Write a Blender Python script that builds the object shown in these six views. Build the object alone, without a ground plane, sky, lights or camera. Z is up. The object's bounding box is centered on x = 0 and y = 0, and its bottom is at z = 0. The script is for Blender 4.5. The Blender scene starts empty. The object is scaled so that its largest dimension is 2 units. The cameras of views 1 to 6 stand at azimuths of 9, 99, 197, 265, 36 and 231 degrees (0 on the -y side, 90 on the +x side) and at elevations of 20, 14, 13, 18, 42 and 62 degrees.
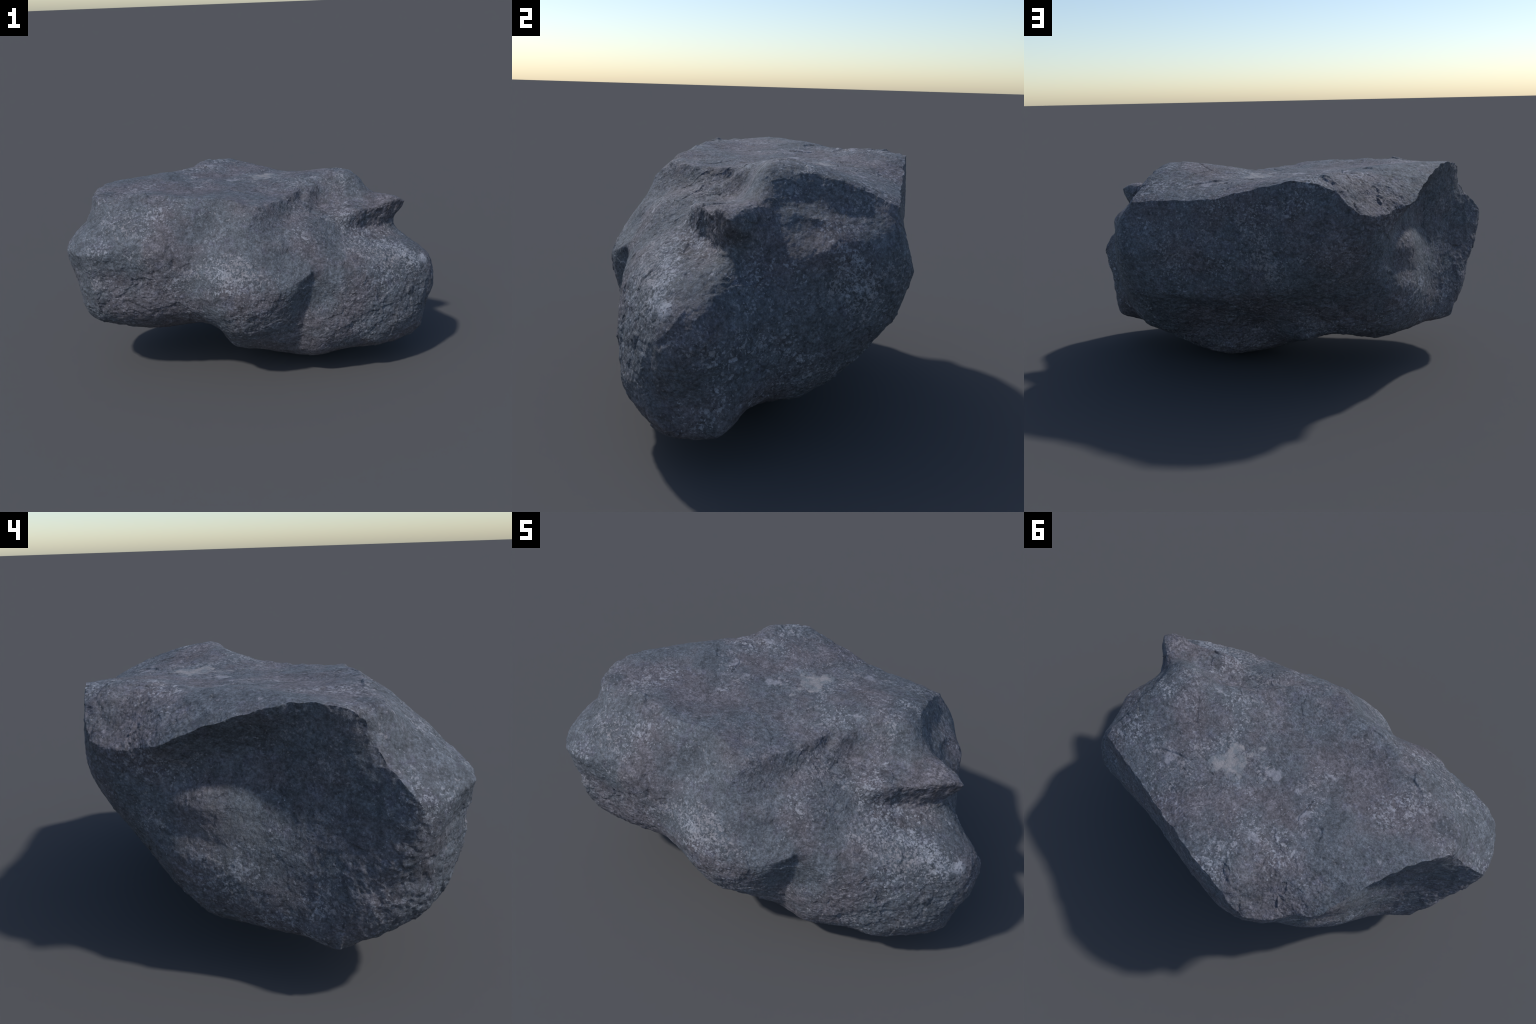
# A weathered grey boulder: flat hollowed top, scooped west end, a pointed
# horn over an undercut ledge at the east end, lobed front with a groove.
# The form is described by its RIDGES (sharp or soft break lines, drawn as
# splines) and by a few BODY points between them; a thin-plate surface is
# stretched over both, subdivided, and given relief in code.
import bpy, bmesh, math
import numpy as np

CENTRE = np.array([0.0, 0.02, 0.55])

# name: (sharpness 0..1, spline points)
RIDGES = {
    'scoop_rim': (1, [
        (-0.730, 0.345, 0.865), (-0.745, 0.251, 0.907), (-0.758, 0.186, 0.929), (-0.774, 0.103, 0.956), (-0.793, 0.033, 0.977),
        (-0.817, -0.049, 0.995), (-0.846, -0.130, 0.992), (-0.876, -0.210, 0.969), (-0.882, -0.257, 0.887), (-0.924, -0.298, 0.816),
        (-0.962, -0.333, 0.773), (-0.987, -0.364, 0.732), (-0.991, -0.384, 0.703),]),
    'back_rim': (1, [
        (0.490, 0.580, 0.871), (0.392, 0.581, 0.880), (0.319, 0.582, 0.884), (0.211, 0.582, 0.886), (0.120, 0.588, 0.893),
        (0.046, 0.592, 0.907), (-0.031, 0.598, 0.927), (-0.116, 0.599, 0.947), (-0.201, 0.606, 0.968), (-0.272, 0.609, 0.980),
        (-0.361, 0.604, 0.968), (-0.434, 0.596, 0.939), (-0.490, 0.591, 0.884), (-0.541, 0.581, 0.843),]),
    'nw_lower': (0.6, [
        (-0.541, 0.581, 0.843), (-0.616, 0.493, 0.829), (-0.653, 0.417, 0.841), (-0.693, 0.378, 0.853), (-0.730, 0.345, 0.865),]),
    'chip_edge': (0.5, [
        (-0.631, -0.283, 0.985), (-0.544, -0.315, 0.992), (-0.339, -0.346, 0.986), (-0.269, -0.346, 0.981),]),
    'front_shelf': (0.7, [
        (0.019, -0.464, 0.838), (0.029, -0.436, 0.888), (0.096, -0.321, 0.936), (0.169, -0.209, 0.937), (0.220, -0.109, 0.944),
        (0.258, -0.023, 0.955),]),
    'groove': (0.7, [
        (0.354, -0.449, 0.634), (0.335, -0.458, 0.560), (0.316, -0.460, 0.471), (0.300, -0.463, 0.390), (0.284, -0.456, 0.290),
        (0.274, -0.421, 0.170),]),
    'lobe_ridge': (0.3, [
        (0.335, -0.484, 0.631), (0.290, -0.521, 0.605), (0.218, -0.571, 0.574),]),
    'horn_lip': (0.6, [
        (0.824, 0.058, 0.856), (0.767, 0.013, 0.847), (0.689, -0.038, 0.848), (0.620, -0.075, 0.854),]),
    'undercut': (0.2, [
        (0.755, 0.046, 0.748), (0.676, -0.023, 0.744), (0.616, -0.066, 0.748), (0.564, -0.111, 0.763), (0.512, -0.162, 0.786),]),
    'horn_back': (0.5, [
        (0.824, 0.058, 0.856), (0.753, 0.091, 0.883), (0.688, 0.122, 0.885), (0.623, 0.179, 0.880), (0.630, 0.230, 0.860),
        (0.630, 0.296, 0.844), (0.623, 0.353, 0.831),]),
    'west_edge': (0.5, [
        (-0.991, -0.384, 0.703), (-0.975, -0.346, 0.597), (-0.942, -0.278, 0.505), (-0.920, -0.221, 0.445), (-0.906, -0.201, 0.358),
        (-0.876, -0.166, 0.208),]),
    'apex_edge': (0.6, [
        (-0.951, -0.465, 0.734), (-0.837, -0.582, 0.744), (-0.713, -0.601, 0.756), (-0.609, -0.584, 0.774), (-0.526, -0.567, 0.781),]),
    'left_corner': (0.6, [
        (-0.837, -0.582, 0.744), (-0.785, -0.589, 0.602), (-0.767, -0.580, 0.491), (-0.791, -0.518, 0.352),]),
    'facet_break': (0.3, [
        (-0.321, 0.578, 0.983), (-0.384, 0.518, 0.987), (-0.414, 0.457, 0.988), (-0.452, 0.355, 0.983), (-0.481, 0.305, 0.982),]),
    'east_rim': (0.6, [
        (0.537, 0.162, 0.987), (0.527, 0.227, 0.982), (0.513, 0.330, 0.965), (0.506, 0.385, 0.950), (0.497, 0.450, 0.928),
        (0.494, 0.541, 0.889), (0.484, 0.584, 0.875),]),
    'ledge_low': (0.3, [
        (0.726, 0.242, 0.721), (0.704, 0.361, 0.756), (0.662, 0.405, 0.775), (0.619, 0.465, 0.770), (0.583, 0.525, 0.783),]),
    'east_edge': (0.4, [
        (0.740, 0.017, 0.726), (0.818, 0.038, 0.678), (0.877, 0.041, 0.620),]),
    'horn_top': (0.45, [
        (0.824, 0.058, 0.856), (0.789, 0.025, 0.880), (0.727, -0.012, 0.878),]),
    'lip_tail': (0.2, [
        (0.620, -0.075, 0.854), (0.564, -0.110, 0.853), (0.510, -0.149, 0.841),]),
    'front_brow': (0.4, [
        (-0.357, -0.345, 0.987), (-0.259, -0.348, 0.983), (-0.163, -0.333, 0.978), (-0.092, -0.348, 0.973), (-0.037, -0.370, 0.966),]),
    'back_break': (0.25, [
        (0.461, 0.591, 0.477), (0.358, 0.590, 0.465), (0.215, 0.585, 0.469), (0.068, 0.580, 0.476), (-0.091, 0.569, 0.482),
        (-0.280, 0.541, 0.499), (-0.422, 0.493, 0.503),]),
    'southeast_edge': (0.25, [
        (0.929, -0.122, 0.590), (0.928, -0.156, 0.534), (0.914, -0.187, 0.475), (0.926, -0.184, 0.405), (0.926, -0.182, 0.339),
        (0.922, -0.181, 0.263),]),
    'west_brow': (0.5, [
        (-0.882, -0.236, 0.953), (-0.819, -0.316, 0.966), (-0.712, -0.305, 0.978), (-0.631, -0.283, 0.985),]),
}


# points of the faces between the ridges
BODY = {
    'front': [
        (-0.368, -0.575, 0.550), (0.158, -0.395, 0.806), (-0.175, -0.439, 0.834), (0.000, -0.633, 0.550), (-0.169, -0.423, 0.276),
        (0.189, -0.476, 0.243), (-0.395, -0.566, 0.783), (-0.447, -0.474, 0.318), (-0.040, -0.575, 0.314), (0.384, -0.445, 0.205),
        (0.202, -0.468, 0.694), (-0.656, -0.569, 0.407), (-0.525, -0.575, 0.614), (-0.267, -0.460, 0.825), (0.470, -0.428, 0.563),
        (-0.483, -0.598, 0.710), (-0.462, -0.559, 0.424), (0.187, -0.448, 0.760), (0.036, -0.455, 0.195), (-0.833, -0.530, 0.411),
        (-0.265, -0.560, 0.656), (-0.673, -0.584, 0.587), (-0.119, -0.602, 0.635), (-0.141, -0.547, 0.710), (0.295, -0.454, 0.667),
        (-0.372, -0.486, 0.351), (-0.329, -0.549, 0.760), (0.411, -0.463, 0.344), (-0.762, -0.552, 0.377), (-0.499, -0.592, 0.759),
        (-0.700, -0.443, 0.294), (0.378, -0.444, 0.469), (-0.706, -0.544, 0.367), (0.310, -0.324, 0.806),],
    'top': [
        (0.000, -0.225, 0.947), (0.000, 0.268, 0.951), (-0.254, 0.177, 0.962), (0.275, 0.190, 0.994), (-0.252, -0.136, 0.959),
        (0.000, 0.020, 0.956), (0.351, -0.037, 0.859), (0.469, 0.020, 0.877), (0.317, -0.098, 0.848), (0.391, 0.031, 0.915),
        (0.499, 0.101, 0.990), (0.564, -0.001, 0.864), (-0.574, 0.079, 1.001), (-0.499, -0.105, 0.973), (0.311, -0.021, 0.942),
        (0.321, -0.262, 0.830), (0.574, 0.042, 0.870), (0.187, -0.242, 0.878), (0.562, 0.398, 0.845), (-0.834, -0.291, 0.988),
        (-0.798, -0.246, 0.980), (-0.286, -0.418, 0.927), (-0.387, 0.178, 0.966), (-0.328, -0.231, 0.964), (0.253, -0.068, 0.910),
        (-0.294, 0.041, 0.968), (-0.537, 0.414, 0.920), (0.564, 0.271, 0.890), (0.098, -0.128, 0.934), (0.540, 0.098, 0.965),
        (-0.746, -0.009, 1.000), (0.280, 0.338, 0.963), (-0.556, -0.009, 0.987), (-0.574, 0.220, 0.981), (-0.607, -0.169, 0.978),
        (0.286, -0.073, 0.908), (-0.452, 0.529, 0.963), (-0.117, 0.508, 0.964), (0.369, 0.078, 0.987), (-0.505, 0.492, 0.906),
        (-0.238, 0.300, 0.966), (0.540, 0.114, 0.990), (-0.470, -0.457, 0.908), (0.473, -0.175, 0.791), (0.575, -0.023, 0.862),
        (0.373, -0.158, 0.836), (0.349, 0.000, 0.895), (-0.011, -0.312, 0.949), (0.426, -0.064, 0.846), (0.623, 0.067, 0.888),
        (-0.573, -0.254, 0.990), (-0.078, -0.402, 0.907), (-0.850, -0.236, 0.978), (0.066, -0.363, 0.938),],
    'underside': [
        (0.000, -0.269, 0.083), (0.000, 0.273, 0.141), (0.695, 0.020, 0.120), (-0.620, 0.020, 0.167), (-0.239, 0.168, 0.163),
        (0.000, 0.020, 0.035), (-0.238, -0.127, 0.164), (0.302, 0.207, 0.061), (0.331, -0.184, 0.015), (0.808, -0.163, 0.121),
        (0.601, 0.145, 0.167), (-0.213, 0.340, 0.205), (-0.017, 0.329, 0.272), (0.126, 0.338, 0.135), (-0.623, 0.231, 0.246),
        (-0.093, -0.406, 0.167), (0.256, 0.375, 0.242), (-0.196, -0.299, 0.232), (0.617, 0.272, 0.203), (-0.746, -0.233, 0.185),
        (-0.486, -0.235, 0.186), (0.684, -0.344, 0.196), (-0.085, -0.140, 0.068), (0.486, -0.280, 0.100), (0.549, -0.351, 0.163),
        (-0.318, 0.238, 0.208), (-0.690, -0.110, 0.173), (0.399, 0.396, 0.239), (-0.434, 0.288, 0.238), (0.356, -0.428, 0.159),
        (-0.251, 0.351, 0.214), (0.087, 0.164, 0.055), (0.084, -0.319, 0.099),],
    'back': [
        (0.154, 0.422, 0.301), (-0.146, 0.403, 0.313), (0.504, 0.638, 0.658), (-0.444, 0.599, 0.726), (-0.519, 0.545, 0.670),
        (0.284, 0.605, 0.615), (-0.254, 0.415, 0.358), (0.104, 0.591, 0.589), (0.409, 0.619, 0.604), (-0.593, 0.411, 0.536),
        (0.247, 0.492, 0.374), (0.350, 0.458, 0.301), (0.423, 0.596, 0.776), (0.542, 0.597, 0.765), (0.126, 0.609, 0.651),
        (0.113, 0.590, 0.774), (0.525, 0.469, 0.859), (0.317, 0.616, 0.685), (0.527, 0.568, 0.832), (0.283, 0.552, 0.430),
        (-0.597, 0.468, 0.685), (0.220, 0.589, 0.530),],
    'west_end': [
        (-0.536, 0.351, 0.345), (-0.753, 0.020, 0.550), (-0.689, 0.044, 0.790), (-0.663, 0.162, 0.787), (-0.707, 0.215, 0.640),
        (-0.863, -0.431, 0.313), (-0.636, 0.296, 0.720), (-0.846, -0.183, 0.604), (-0.676, -0.369, 0.246), (-0.665, 0.240, 0.815),
        (-0.801, -0.062, 0.386), (-0.751, -0.412, 0.888), (-0.791, -0.092, 0.824), (-0.829, -0.129, 0.206), (-0.719, 0.020, 0.867),
        (-0.704, 0.282, 0.852), (-0.831, -0.193, 0.194), (-0.643, 0.302, 0.579), (-0.669, 0.313, 0.490), (-0.675, 0.286, 0.654),
        (-0.734, 0.170, 0.457), (-0.886, -0.486, 0.611), (-0.961, -0.442, 0.658), (-0.866, -0.219, 0.623), (-0.969, -0.324, 0.635),
        (-0.673, 0.218, 0.828), (-0.709, 0.190, 0.535), (-0.895, -0.270, 0.269), (-0.773, -0.357, 0.254), (-0.879, -0.332, 0.836),
        (-0.882, -0.192, 0.494), (-0.860, -0.469, 0.810), (-0.657, 0.206, 0.713), (-0.981, -0.407, 0.725), (-0.648, 0.307, 0.779),
        (-0.691, 0.213, 0.695), (-0.684, 0.327, 0.823), (-0.770, -0.035, 0.231), (-0.717, -0.005, 0.717), (-0.710, 0.117, 0.686),
        (-0.686, 0.238, 0.390), (-0.752, -0.090, 0.196),],
    'east_end': [
        (0.606, 0.394, 0.319), (0.468, -0.269, 0.729), (0.644, -0.378, 0.304), (0.893, 0.052, 0.168), (0.685, -0.222, 0.669),
        (0.607, -0.298, 0.660), (0.715, 0.177, 0.233), (0.761, 0.207, 0.350), (0.779, 0.207, 0.468), (0.974, 0.020, 0.516),
        (0.792, 0.075, 0.815), (0.928, -0.044, 0.276), (0.715, 0.145, 0.758), (0.933, -0.113, 0.189), (0.778, 0.125, 0.642),
        (0.819, -0.119, 0.665), (0.657, -0.354, 0.475), (0.976, -0.113, 0.399), (0.774, -0.286, 0.498), (0.683, 0.378, 0.612),
        (0.864, 0.108, 0.435), (0.729, 0.127, 0.207), (0.772, 0.103, 0.859), (0.891, 0.082, 0.252), (0.644, 0.309, 0.807),
        (0.734, 0.310, 0.534), (0.557, -0.245, 0.714), (0.807, 0.048, 0.831), (0.935, -0.011, 0.602), (0.720, 0.046, 0.888),
        (0.980, -0.112, 0.468), (0.690, 0.144, 0.836),],
}


# ------------------------------------------------------------------ helpers
def unit(v):
    return v / np.linalg.norm(v, axis=-1, keepdims=True)


def spline(P, step):
    P = np.asarray(P, float)
    E = np.vstack([2 * P[0] - P[1], P, 2 * P[-1] - P[-2]])
    out = []
    for i in range(1, len(E) - 2):
        a, b, c, d = E[i - 1:i + 3]
        l = np.linalg.norm(c - b)
        n = max(1, int(round(l / step)))
        t = np.arange(n)[:, None] / n
        m0 = (c - a) / (l + np.linalg.norm(b - a) + 1e-9) * l
        m1 = (d - b) / (l + np.linalg.norm(d - c) + 1e-9) * l
        out.append((2*t**3 - 3*t**2 + 1)*b + (t**3 - 2*t**2 + t)*m0
                   + (-2*t**3 + 3*t**2)*c + (t**3 - t**2)*m1)
    return np.vstack(out + [P[-1:]])


def worn(C, sharp):
    """break lines are a little crooked, never clean curves"""
    if sharp < .45 or len(C) < 12:
        return C
    a = np.array([[3.1, 7.7, 5.3], [6.9, 2.2, 8.4], [4.6, 5.9, 1.7]]) * 12
    w = sum(np.sin(C @ a.T * k + k * 2.7) / k for k in (1, 2.3, 4.1)) * .0028
    w *= np.minimum(1, np.minimum(np.arange(len(C)), np.arange(len(C))[::-1]) / 4)[:, None]
    return C + w


def sphere_directions(level):
    bm = bmesh.new()
    bmesh.ops.create_icosphere(bm, subdivisions=level, radius=1.0)
    D = np.array([v.co[:] for v in bm.verts])
    bm.free()
    return unit(D)


def triangulate(D):
    bm = bmesh.new()
    vs = [bm.verts.new(d) for d in D]
    for i, v in enumerate(vs):
        v.index = i
    bmesh.ops.convex_hull(bm, input=vs)
    F = []
    for f in bm.faces:
        ids = [v.index for v in f.verts]
        n = np.cross(D[ids[1]] - D[ids[0]], D[ids[2]] - D[ids[0]])
        if n @ D[ids[0]] < 0:
            ids = ids[::-1]
        for k in range(1, len(ids) - 1):
            F.append((ids[0], ids[k], ids[k + 1]))
    bm.free()
    return np.array(F)


class Laplacian:
    """cotangent Laplacian of a triangle mesh"""
    def __init__(self, F, X):
        N = len(X)
        I, J, K = (np.r_[F[:, a], F[:, b], F[:, c]] for a, b, c in ((0, 1, 2), (1, 2, 0), (2, 0, 1)))
        u, v = X[I] - X[K], X[J] - X[K]
        w = np.clip(.5 * (u * v).sum(1) / (np.linalg.norm(np.cross(u, v), axis=1) + 1e-12), .02, 3)
        i, j, w = np.r_[I, J], np.r_[J, I], np.r_[w, w]
        self.diag = np.bincount(i, w, N)
        o = np.argsort(i, kind='stable')
        self.j, self.w = j[o], w[o][:, None]
        self.start = np.searchsorted(i[o], np.arange(N))
        a = np.linalg.norm(np.cross(X[F[:, 1]] - X[F[:, 0]], X[F[:, 2]] - X[F[:, 0]]), axis=1) / 6
        A = np.bincount(F.ravel(), np.repeat(a, 3), N)
        self.area = np.clip(A / A.mean(), .2, None)

    def __call__(self, x):
        return self.diag[:, None] * x - np.add.reduceat(self.w * x[self.j], self.start, axis=0)


def conjugate_gradient(A, b, x, steps, M):
    r = b - A(x)
    z = r * M
    p = z.copy()
    rs = (r * z).sum()
    for _ in range(steps):
        Ap = A(p)
        al = rs / (p * Ap).sum()
        x = x + al * p
        r = r - al * Ap
        if (r * r).sum() < 1e-10:
            break
        z = r * M
        rn = (r * z).sum()
        p = z + rn / rs * p
        rs = rn
    return x


def stretch_surface():
    """thin plate through ridges (creased) and body points"""
    HP, HS, chains = [], [], []
    step = .018
    for sharp, pts in RIDGES.values():
        idx = []
        for c in worn(spline(pts, step), sharp):
            if HP:
                d = np.linalg.norm(np.array(HP) - c, axis=1)
                k = int(d.argmin())
                if d[k] < .6 * step:
                    idx.append(k)
                    HS[k] = max(HS[k], sharp)
                    continue
            HP.append(c)
            HS.append(sharp)
            idx.append(len(HP) - 1)
        chains.append((sharp, idx))
    HP, HS = np.array(HP), np.array(HS)
    nh = len(HP)
    HD = unit(HP - CENTRE)
    D = sphere_directions(6)
    keep = np.concatenate([(D[c:c + 2000] @ HD.T).max(1) < math.cos(.022) for c in range(0, len(D), 2000)])
    D = np.vstack([HD, D[keep]])
    F = triangulate(D)
    N = len(D)
    BP = np.array([p for face in BODY.values() for p in face])
    near = np.array([(D[nh:] @ d).argmax() + nh for d in unit(BP - CENTRE)])
    CP = np.vstack([HP[::3], BP])
    w = 1 / (np.arccos(np.clip(D @ unit(CP - CENTRE).T, -1, 1)) + .02) ** 3
    w /= w.sum(1, keepdims=True)
    X = CENTRE + D * (w @ np.linalg.norm(CP - CENTRE, axis=1))[:, None]
    X[:nh] = HP
    loose = np.ones(N)
    loose[:nh] = (1 - HS) ** 2 + .001
    hold, goal = np.zeros((N, 1)), np.zeros((N, 3))
    hold[:nh], goal[:nh] = 200, HP
    hold[near], goal[near] = 60, BP
    for _ in range(2):
        L = Laplacian(F, X)
        k = (loose / L.area)[:, None] * .05
        A = lambda x: L(k * L(x)) + hold * x
        X = conjugate_gradient(A, hold * goal, X, 350, 1 / (k * L.diag[:, None] ** 2 * 1.3 + hold))
    return X, F, chains


# ------------------------------------------------------------- relief (code)
PERM = np.random.default_rng(7).permutation(256)
PERM = np.r_[PERM, PERM, PERM].astype(np.int32)
GRAD = unit(np.random.default_rng(8).normal(size=(256, 3))).astype(np.float32)


def noise(P):
    """gradient noise, about -0.6..0.6"""
    P = P.astype(np.float32)
    I = np.floor(P).astype(np.int32)
    f = P - I
    I &= 255
    u = f * f * f * (f * (f * 6 - 15) + 10)
    out = np.zeros(len(P), np.float32)
    for cx in (0, 1):
        wx = u[:, 0] if cx else 1 - u[:, 0]
        px = PERM[I[:, 0] + cx]
        for cy in (0, 1):
            wy = wx * (u[:, 1] if cy else 1 - u[:, 1])
            py = PERM[px + I[:, 1] + cy]
            for cz in (0, 1):
                g = GRAD[PERM[py + I[:, 2] + cz]]
                d = g[:, 0] * (f[:, 0] - cx) + g[:, 1] * (f[:, 1] - cy) + g[:, 2] * (f[:, 2] - cz)
                out += d * wy * (u[:, 2] if cz else 1 - u[:, 2])
    return out


def fbm(P, octaves, gain=.5):
    s, a = 0, 1.0
    for o in range(octaves):
        s = s + a * noise(P * 2.03 ** o + 17.3 * o)
        a *= gain
    return s


def ridged(P, octaves, gain=.5):
    s, a = 0, 1.0
    for o in range(octaves):
        s = s + a * (.35 - np.abs(noise(P * 2.1 ** o + 31.7 * o)))
        a *= gain
    return s


def chips(P, seed):
    """flat-faced flakes: every Voronoi cell is a small tilted plane"""
    I = np.floor(P).astype(np.int32)
    best = np.full(len(P), 9., np.float32)
    val = np.zeros(len(P), np.float32)
    rng = np.random.default_rng(seed)
    J, T = rng.random((256, 3)).astype(np.float32), rng.normal(size=(256, 3)).astype(np.float32)
    for dx in (-1, 0, 1):
        for dy in (-1, 0, 1):
            for dz in (-1, 0, 1):
                C = I + (dx, dy, dz)
                h = PERM[PERM[PERM[C[:, 0] & 255] + (C[:, 1] & 255)] + (C[:, 2] & 255)]
                v = (P - (C + J[h])).astype(np.float32)
                d = (v * v).sum(1)
                m = d < best
                best[m] = d[m]
                val[m] = (v[m] * T[h[m]]).sum(1)
    return val


def field(P, spots):
    """smooth weight 0..1 around a few places: (x, y, z, radius, weight)"""
    s = np.zeros(len(P))
    for x, y, z, r, w in spots:
        s += w * np.exp(-(((P - (x, y, z)) ** 2).sum(1)) / r ** 2)
    return s


# where the stone is rough and pitted, and where it is worn smooth
ROUGH = [(-.62, -.58, .48, .28, .7), (-.85, -.40, .45, .22, .8), (.72, -.30, .38, .30, .8), (.68, -.05, .80, .14, 1.2),
         (.10, -.60, .38, .25, .7), (.35, -.20, .86, .16, .25), (-.55, .50, .92, .22, .7), (.2, .45, .15, .35, .9),
         (-.5, .30, .25, .25, .6), (.85, .0, .45, .2, .5), (-.30, -.15, .96, .30, -.3), (-.05, -.50, .75, .20, -.2)]

# thin ledges and cracks on the faces: kind, height, width, direction of the high side, course
LINES = [
    ('step', .0042, .035, (-1, 0, 0), [(-.344, .047, .969), (-.362, .082, .969), (-.371, .135, .966), (-.380, .169, .965), (-.400, .186, .968), (-.440, .171, .975)]),
    ('step', .0042, .040, (-1, 0, 0), [(-.440, .171, .975), (-.476, .131, .986), (-.500, .148, .989), (-.517, .178, .988), (-.520, .222, .980)]),
    ('step', .0045, .030, (0, -1, 0), [(.288, .492, .918), (.253, .440, .934), (.205, .404, .941), (.146, .377, .946), (.114, .359, .948), (.084, .333, .950)]),
    ('step', .0032, .030, (0, 1, 0), [(-.439, -.080, .970), (-.468, -.117, .971), (-.496, -.148, .974), (-.524, -.178, .978), (-.544, -.199, .981)]),
    ('step', .0032, .025, (1, .5, 0), [(-.544, -.199, .981), (-.564, -.179, .980), (-.595, -.144, .981)]),
    ('step', .0032, .020, (0, 1, 0), [(-.343, -.224, .977), (-.354, -.243, .980), (-.368, -.264, .983)]),
    ('step', .0042, .035, (-.6, -1, 0), [(-.661, -.228, .985), (-.633, -.275, .985), (-.622, -.289, .986), (-.581, -.301, .989), (-.549, -.306, .990), (-.513, -.349, .978), (-.461, -.366, .973), (-.412, -.366, .975)]),
    ('step', .0042, .030, (-.2, -1, 0), [(-.350, -.347, .985), (-.306, -.350, .982), (-.269, -.346, .980), (-.234, -.341, .975)]),
    ('step', .0040, .030, (-1, 0, 0), [(-.322, .490, .991), (-.359, .510, .989), (-.383, .543, .980), (-.412, .549, .970), (-.434, .569, .952)]),
    ('groove', .006, .007, (0, 0, 1), [(.048, -.608, .601), (.041, -.619, .576), (.055, -.623, .547)]),
    ('groove', .006, .007, (0, 0, 1), [(-.567, .421, .905), (-.589, .419, .892), (-.602, .416, .886)]),
    ('step', .0032, .030, (0, .3, -1), [(-.613, .395, .546), (-.619, .369, .500), (-.640, .327, .445), (-.665, .288, .412), (-.693, .248, .401), (-.722, .203, .420), (-.738, .162, .437), (-.743, .117, .473), (-.742, .084, .501), (-.737, .062, .536)]),
    ('step', .0040, .020, (0, -1, .5), [(-.686, .263, .588), (-.696, .234, .581), (-.703, .223, .555), (-.710, .212, .535)]),
    ('groove', .008, .010, (0, 0, 1), [(.650, -.054, .836), (.677, -.037, .826), (.712, -.017, .832)]),
    ('step', .0032, .025, (0, 0, 1), [(-.694, .206, .657), (-.697, .185, .678), (-.703, .149, .697)]),
    ('groove', .008, .012, (0, 0, 1), [(-.348, -.566, .741), (-.352, -.570, .70), (-.362, -.572, .66)]),
    ('groove', .008, .014, (0, 0, 1), [(-.570, -.585, .775), (-.525, -.572, .769), (-.535, -.580, .745)]),
]


def drawn_lines(P, Nrm):
    out = np.zeros(len(P))
    for kind, h, w, high, pts in LINES:
        C = spline(pts, .004)
        wob = noise(C * 45)
        T = unit(np.gradient(C, axis=0))
        reach = 3 * w if kind == 'step' else 4 * w
        lo, hi = C.min(0) - reach, C.max(0) + reach
        near = np.where(((P > lo) & (P < hi)).all(1))[0]
        p, n = P[near], Nrm[near]
        k = np.concatenate([((p[c:c + 4000, None] - C[None]) ** 2).sum(2).argmin(1) for c in range(0, len(p), 4000)])
        S = np.cross(n, T[k])
        v = p - C[k]
        d = (v * S).sum(1) + .006 * wob[k]
        along = np.abs((v * T[k]).sum(1))
        s = k / (len(C) - 1)
        taper = np.minimum(1, 2.6 * np.minimum(s, 1 - s)) * np.exp(-(along / .012) ** 2)
        if kind == 'groove':
            out[near] -= h * taper * np.exp(-(d / w) ** 2)
        else:
            sign = np.sign((S.mean(0) * high).sum())
            d = d * sign
            out[near] += h * taper * np.tanh(d / .003) * np.exp(-np.abs(d) / w)
    return out


def relief(P, Nrm):
    warp = np.stack([noise(P * 9 + 5), noise(P * 9 + 25), noise(P * 9 + 45)], 1) * .05
    Q = P + warp
    rough = np.clip(.45 + field(P, ROUGH) + .5 * noise(P * 3.1 + 3), .12, 1.8)
    h = .0045 * fbm(P * 8, 4)
    h += rough * .0052 * fbm(P * 18 + 9, 5, .62)
    h += rough * .0034 * chips(Q * 9.5, 3) + rough * .0013 * chips(Q * 27 + 4, 5)
    h += rough * .0006 * ridged(Q * 24 + 2, 3)
    h += (.25 + rough) * .0016 * fbm(P * 75 + 3, 2, .6)
    h -= .0026 * np.clip(noise(P * 40 + 8) - .16, 0, 1) * 3 * rough
    # chipped rims: bites out of the sharp edges
    for name in ('back_rim', 'scoop_rim', 'east_rim', 'nw_lower', 'horn_lip'):
        C = spline(RIDGES[name][1], .008)
        i = np.where(((P > C.min(0) - .05) & (P < C.max(0) + .05)).all(1))[0]
        d = np.sqrt(np.concatenate([((P[i[c:c + 4000], None] - C[None]) ** 2).sum(2).min(1) for c in range(0, len(i), 4000)]))
        h[i] -= np.exp(-(d / .020) ** 2) * (.0015 + .006 * np.clip(noise(P[i] * 21 + 3) + .25 * noise(P[i] * 60) - .06, 0, 1))
    return h - h.mean() + drawn_lines(P, Nrm)


# ---------------------------------------------------------------- the mesh
X, F, chains = stretch_surface()
mesh = bpy.data.meshes.new("cage")
mesh.from_pydata(X.tolist(), [], F.tolist())
cage = bpy.data.objects.new("cage", mesh)
bpy.context.scene.collection.objects.link(cage)
crease = {}
for s, idx in chains:
    for a, b in zip(idx, idx[1:]):
        crease[(min(a, b), max(a, b))] = s
cr = mesh.attributes.new("crease_edge", 'FLOAT', 'EDGE')
for e in mesh.edges:
    k = tuple(sorted(e.vertices))
    if k in crease:
        cr.data[e.index].value = crease[k] * .68
m = cage.modifiers.new("smooth", 'SUBSURF')
m.levels = m.render_levels = 3
mesh.shade_smooth()
stone = bpy.data.meshes.new_from_object(cage.evaluated_get(bpy.context.evaluated_depsgraph_get()))
bpy.data.objects.remove(cage)
stone.name = "boulder"
n = len(stone.vertices)
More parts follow.
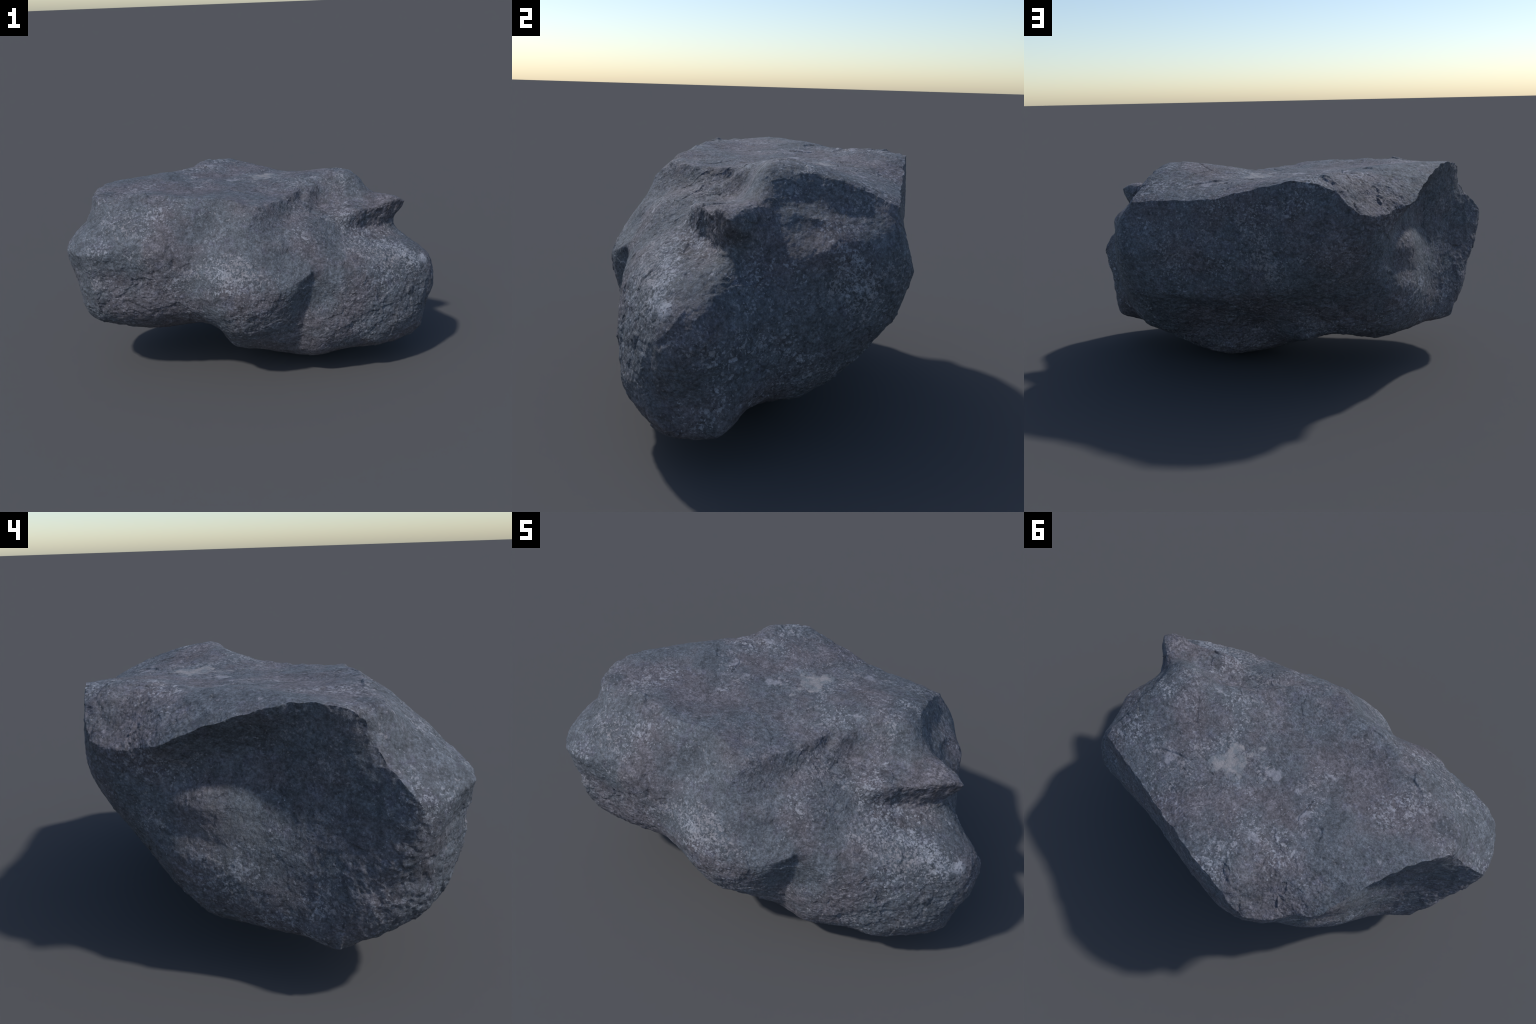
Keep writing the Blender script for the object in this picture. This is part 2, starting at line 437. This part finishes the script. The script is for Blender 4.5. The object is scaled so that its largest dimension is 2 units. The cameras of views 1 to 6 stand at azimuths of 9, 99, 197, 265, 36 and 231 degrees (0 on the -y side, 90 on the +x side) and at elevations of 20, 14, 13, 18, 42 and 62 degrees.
P, Nrm = np.empty(n * 3), np.empty(n * 3)
stone.vertices.foreach_get("co", P)
stone.vertices.foreach_get("normal", Nrm)
P, Nrm = P.reshape(-1, 3), Nrm.reshape(-1, 3)
P = P + Nrm * relief(P, Nrm)[:, None]
P[:, 2] -= P[:, 2].min() * np.clip(1 - P[:, 2] / .15, 0, 1)      # rests on the ground
stone.vertices.foreach_set("co", P.ravel())
a = stone.attributes.get("crease_edge")
if a:
    stone.attributes.remove(a)
stone.update()
stone.shade_smooth()
boulder = bpy.data.objects.new("boulder", stone)
bpy.context.scene.collection.objects.link(boulder)
boulder["label"] = "craggy dark grey boulder with speckled weathered surface"
boulder["category"] = "rock"

# ---------------------------------------------------------------- material
mat = bpy.data.materials.new("weathered_stone")
mat.use_nodes = True
nt = mat.node_tree
nt.nodes.clear()


def node(kind, **kw):
    nd = nt.nodes.new(kind)
    for k, v in kw.items():
        setattr(nd, k, v)
    return nd


def link(src, dst):
    nt.links.new(src, dst)


def put(socket, v):
    if isinstance(v, bpy.types.NodeSocket):
        link(v, socket)
    else:
        socket.default_value = v


def math_(op, a, b=0.0, clamp=False):
    nd = node('ShaderNodeMath', operation=op, use_clamp=clamp)
    put(nd.inputs[0], a)
    put(nd.inputs[1], b)
    return nd.outputs[0]


def remap(v, a, b, c=0.0, d=1.0, smooth=True):
    nd = node('ShaderNodeMapRange', interpolation_type='SMOOTHSTEP' if smooth else 'LINEAR')
    put(nd.inputs['Value'], v)
    for k, x in zip(('From Min', 'From Max', 'To Min', 'To Max'), (a, b, c, d)):
        put(nd.inputs[k], x)
    return nd.outputs['Result']


def blend(f, a, b, kind='MIX'):
    nd = node('ShaderNodeMix', data_type='RGBA', blend_type=kind)
    put(nd.inputs[0], f)
    for i, c in ((6, a), (7, b)):
        put(nd.inputs[i], c if isinstance(c, bpy.types.NodeSocket) else (*c, 1.0))
    return nd.outputs[2]


co = node('ShaderNodeTexCoord').outputs['Object']


def tex_noise(scale, detail=4.0, rough=.6, shift=0.0, vec=None, distort=0.0):
    v = vec or co
    if shift:
        mp = node('ShaderNodeVectorMath', operation='ADD')
        link(v, mp.inputs[0])
        mp.inputs[1].default_value = (shift, shift * .7, -shift * .4)
        v = mp.outputs[0]
    nd = node('ShaderNodeTexNoise')
    link(v, nd.inputs['Vector'])
    nd.inputs['Scale'].default_value = scale
    nd.inputs['Detail'].default_value = detail
    nd.inputs['Roughness'].default_value = rough
    nd.inputs['Distortion'].default_value = distort
    return nd.outputs['Fac']


def tex_cells(scale, feature='F1', rand=1.0, vec=None):
    nd = node('ShaderNodeTexVoronoi', feature=feature)
    link(vec or co, nd.inputs['Vector'])
    nd.inputs['Scale'].default_value = scale
    nd.inputs['Randomness'].default_value = rand
    return nd.outputs['Distance']


def warped(amount, scale, shift):
    nd = node('ShaderNodeTexNoise')
    link(co, nd.inputs['Vector'])
    nd.inputs['Scale'].default_value = scale
    nd.inputs['Detail'].default_value = 3
    s = node('ShaderNodeVectorMath', operation='SUBTRACT')
    link(nd.outputs['Color'], s.inputs[0])
    s.inputs[1].default_value = (.5, .5, .5)
    k = node('ShaderNodeVectorMath', operation='SCALE')
    link(s.outputs[0], k.inputs[0])
    k.inputs['Scale'].default_value = amount
    t = node('ShaderNodeVectorMath', operation='ADD')
    link(co, t.inputs[0])
    link(k.outputs[0], t.inputs[1])
    return t.outputs[0]


def near(x, y, z, r, vec, squash=(1, 1, 1), inner=0.0):
    """1 at a place on the stone, falling to 0 at distance r"""
    s = node('ShaderNodeVectorMath', operation='SUBTRACT')
    link(vec, s.inputs[0])
    s.inputs[1].default_value = (x, y, z)
    q = node('ShaderNodeVectorMath', operation='MULTIPLY')
    link(s.outputs[0], q.inputs[0])
    q.inputs[1].default_value = squash
    l = node('ShaderNodeVectorMath', operation='LENGTH')
    link(q.outputs[0], l.inputs[0])
    return remap(l.outputs['Value'], r, inner, 0.0, 1.0)


wob = warped(.16, 7.0, 0)
wob_fine = warped(.05, 24.0, 0)


def places(spots):
    total = None
    for x, y, z, r, w in spots:
        v = math_('MULTIPLY', near(x, y, z, r, wob), w)
        total = v if total is None else math_('ADD', total, v)
    return total


BLUE_GREY, PURPLE, DARK, PALE = (.095, .107, .128), (.113, .107, .125), (.033, .037, .048), (.30, .312, .355)

# broad clouds of blue-grey and purple-brown
col = blend(remap(tex_noise(3.2, 6, .62), .40, .62), BLUE_GREY, PURPLE)
col = blend(math_('MULTIPLY', remap(tex_noise(9.5, 6, .65, 4.1), .52, .70), .55), col, (.086, .096, .115))
# violet tints
col = blend(math_('MULTIPLY', remap(tex_noise(15, 5, .65, 12.4), .54, .66), .6), col, (.100, .102, .134))
# mottling: darker and lighter blotches
tone = remap(tex_noise(13, 8, .70, 2.3), .30, .72, .68, 1.26, False)
tone = math_('MULTIPLY', tone, remap(tex_noise(27, 6, .68, 15.1), .32, .70, .80, 1.20, False))
tone = math_('MULTIPLY', tone, remap(tex_noise(55, 6, .70, 7.7), .34, .68, .62, 1.36, False))
tone = math_('MULTIPLY', tone, remap(tex_noise(130, 3, .7, 1.9), .33, .69, .64, 1.34, False))
mul = node('ShaderNodeVectorMath', operation='SCALE')
link(col, mul.inputs[0])
link(tone, mul.inputs['Scale'])
col = mul.outputs[0]
# dark pits and specks of mineral
pits = math_('MULTIPLY', remap(tex_noise(74, 4, .62, 11.0), .40, .34), remap(tex_noise(8, 4, .6, 5.5), .40, .62))
col = blend(math_('MULTIPLY', pits, .75), col, DARK)
# round dark lichen spots on the upper west faces
spots = remap(tex_cells(19, 'F1', 1.0, wob_fine), .30, .18)
spots = math_('MULTIPLY', spots, places([(-.87, -.38, .84, .22, 1.0), (-.62, -.12, .98, .22, .7)]), True)
spots = math_('MULTIPLY', spots, remap(tex_noise(6, 2, .5, 9.0), .42, .56))
col = blend(math_('MULTIPLY', spots, .6), col, (.052, .062, .068))
# pale flecks of lichen: thick in a few places, thin elsewhere, none on worn faces
thick = places([(-.07, -.58, .68, .17, 1.15), (-.16, -.46, .80, .12, .7), (.05, -.57, .69, .12, .55), (-.08, -.61, .58, .10, .5), (.70, -.20, .66, .26, .85), (.56, -.26, .68, .18, .5),
                (.86, -.16, .60, .14, .8), (.78, -.30, .39, .14, .6), (.45, .23, 1.0, .22, .5), (.20, .02, .97, .16, .4), (-.12, .15, .956, .10, .7),
                (-.25, .07, .96, .09, .7), (-.46, .35, .98, .13, .5), (-.61, -.11, .985, .13, .6), (-.43, .15, .975, .10, .6), (.14, .34, .945, .14, .6),
                (.66, .45, .63, .18, .6), (-.13, .61, .77, .18, .6), (-.15, .60, .61, .12, .6), (.29, .60, .70, .18, .45), (-.95, -.37, .76, .14, .7),
                (-.75, -.59, .59, .09, .8), (-.62, -.25, .98, .14, .4), (-.20, .50, .98, .25, .3)])
bare = places([(-.16, -.12, .96, .28, .5), (-.33, .22, .97, .14, .5), (-.02, -.47, .87, .20, .4), (-.75, .1, .75, .25, .3)])
dens = math_('SUBTRACT', math_('ADD', math_('MULTIPLY', thick, .076), remap(tex_noise(5.2, 5, .65, 3.3), .30, .70, -.065, .055, False)), math_('MULTIPLY', bare, .06))
fl = math_('ADD', tex_noise(92, 5, .62, 6.1), dens)
flecks = remap(fl, .615, .665)
big = math_('ADD', tex_noise(26, 7, .74, 8.8), math_('MULTIPLY', dens, .8))
flecks = math_('MAXIMUM', flecks, math_('MULTIPLY', remap(big, .625, .66), .95))
pale = blend(remap(tex_noise(4.4, 3, .5, 6.6), .42, .60), PALE, (.255, .245, .265))
col = blend(math_('MULTIPLY', flecks, .66), col, pale)
# mineral grains: every small cell a shade of its own, some pale, some dark
def grain_cells(scale, vec):
    nd = node('ShaderNodeTexVoronoi')
    link(vec, nd.inputs['Vector'])
    nd.inputs['Scale'].default_value = scale
    sp = node('ShaderNodeSeparateColor')
    link(nd.outputs['Color'], sp.inputs[0])
    return sp.outputs[0]


fine_vec = warped(.012, 110.0, 0)
cell = grain_cells(135, fine_vec)
cell_big = grain_cells(62, wob_fine)
mul = node('ShaderNodeVectorMath', operation='SCALE')
link(col, mul.inputs[0])
grainy = remap(math_('SUBTRACT', tex_noise(6.5, 4, .6, 8.1), math_('MULTIPLY', bare, .12)), .42, .58, .30, 1.0)
shade = math_('SUBTRACT', math_('MULTIPLY', remap(cell, 0, 1, .84, 1.14, False), remap(cell_big, 0, 1, .88, 1.11, False)), 1.0)
link(math_('MULTIPLY_ADD', shade, grainy), mul.inputs['Scale'])
mul.inputs['Scale'].links[0].from_node.inputs[2].default_value = 1.0
col = mul.outputs[0]
light = remap(math_('ADD', cell, math_('MULTIPLY', dens, 3.2)), .95, .99)
col = blend(math_('MULTIPLY', light, .42), col, pale)
light = math_('MULTIPLY', remap(math_('ADD', cell_big, math_('MULTIPLY', dens, 2.6)), .985, 1.02), remap(tex_noise(60, 4, .6, 3.0), .44, .52))
col = blend(math_('MULTIPLY', light, .6), col, pale)
# the pale crusted patch in the middle of the top
patch = math_('MAXIMUM', near(-.005, .225, .955, .062, wob_fine, (1, 1, 1), .050), near(.035, .280, .953, .042, wob_fine, (1.2, .8, 1), .032))
patch = math_('MAXIMUM', patch, near(.035, .182, .957, .036, wob_fine, (1, 1, 1), .026))
patch = math_('MAXIMUM', patch, near(-.025, .125, .956, .048, wob_fine, (2.2, .9, 1), .036))
patch = math_('MAXIMUM', patch, math_('MULTIPLY', near(-.050, .250, .955, .045, wob_fine, (1, 1, 1), .030), .6))
patch = math_('MULTIPLY', patch, remap(tex_noise(30, 6, .66, 1.2), .36, .46))
col = blend(math_('MULTIPLY', patch, .78), col, blend(remap(tex_noise(30, 4, .6), .40, .62), (.155, .17, .19), (.245, .235, .245)))
# a string of pale crusts across the top
crust = places([(-.118, .147, .956, .040, 1), (-.165, .125, .957, .034, .9), (-.253, .075, .963, .040, .8), (-.295, -.048, .964, .030, 1.1), (-.40, .175, .970, .045, .8), (-.46, .20, .978, .03, .8), (.100, -.055, .948, .045, .7),
                (.296, .071, .983, .03, .9), (-.73, .02, .992, .02, 1.2), (-.704, .097, .986, .013, 1.6), (-.745, .074, .980, .018, 1.4), (-.59, -.15, .975, .03, .9), (-.66, -.24, .986, .03, .9), (.196, .416, .941, .045, .9), (-.33, .36, .985, .05, .8), (-.40, .35, .987, .04, .7),
                (.511, -.014, .86, .018, 1.4), (.471, -.06, .85, .016, 1.4), (.665, .052, .883, .016, 1.5), (-.743, -.582, .770, .014, 1.4), (-.79, -.328, .96, .012, 1.5)])
crust = math_('MULTIPLY', remap(crust, .10, .45), remap(tex_noise(38, 6, .68, 4.6), .44, .54))
col = blend(math_('MULTIPLY', crust, .62), col, (.250, .252, .288))
# smooth pale skin on the knob inside the west hollow
skin = math_('MULTIPLY', near(-.71, .16, .55, .20, wob), remap(tex_noise(16, 6, .65, 3.9), .36, .60))
col = blend(math_('MULTIPLY', skin, .4), col, (.175, .172, .175))
# the white mark on the east shoulder
mark = math_('MULTIPLY', near(.923, -.124, .596, .045, wob_fine, (1, 1, 1), .015), remap(tex_noise(55, 4, .6, .7), .40, .50))
col = blend(math_('MULTIPLY', mark, .85), col, (.32, .33, .37))

bsdf = node('ShaderNodeBsdfPrincipled')
link(col, bsdf.inputs['Base Color'])
link(remap(tex_noise(40, 4, .6, 5.0), .3, .7, .62, .82, False), bsdf.inputs['Roughness'])
bsdf.inputs['Specular IOR Level'].default_value = .35
# fine grain
grain = math_('ADD', math_('MULTIPLY', tex_noise(55, 6, .72, 7.7), 1.0), math_('MULTIPLY', tex_noise(170, 3, .65, 1.9), .45))
grain = math_('ADD', grain, math_('MULTIPLY', flecks, .12))
bump = node('ShaderNodeBump')
bump.inputs['Strength'].default_value = .55
bump.inputs['Distance'].default_value = .010
link(grain, bump.inputs['Height'])
link(bump.outputs[0], bsdf.inputs['Normal'])
out = node('ShaderNodeOutputMaterial')
link(bsdf.outputs[0], out.inputs['Surface'])
stone.materials.clear()
stone.materials.append(mat)
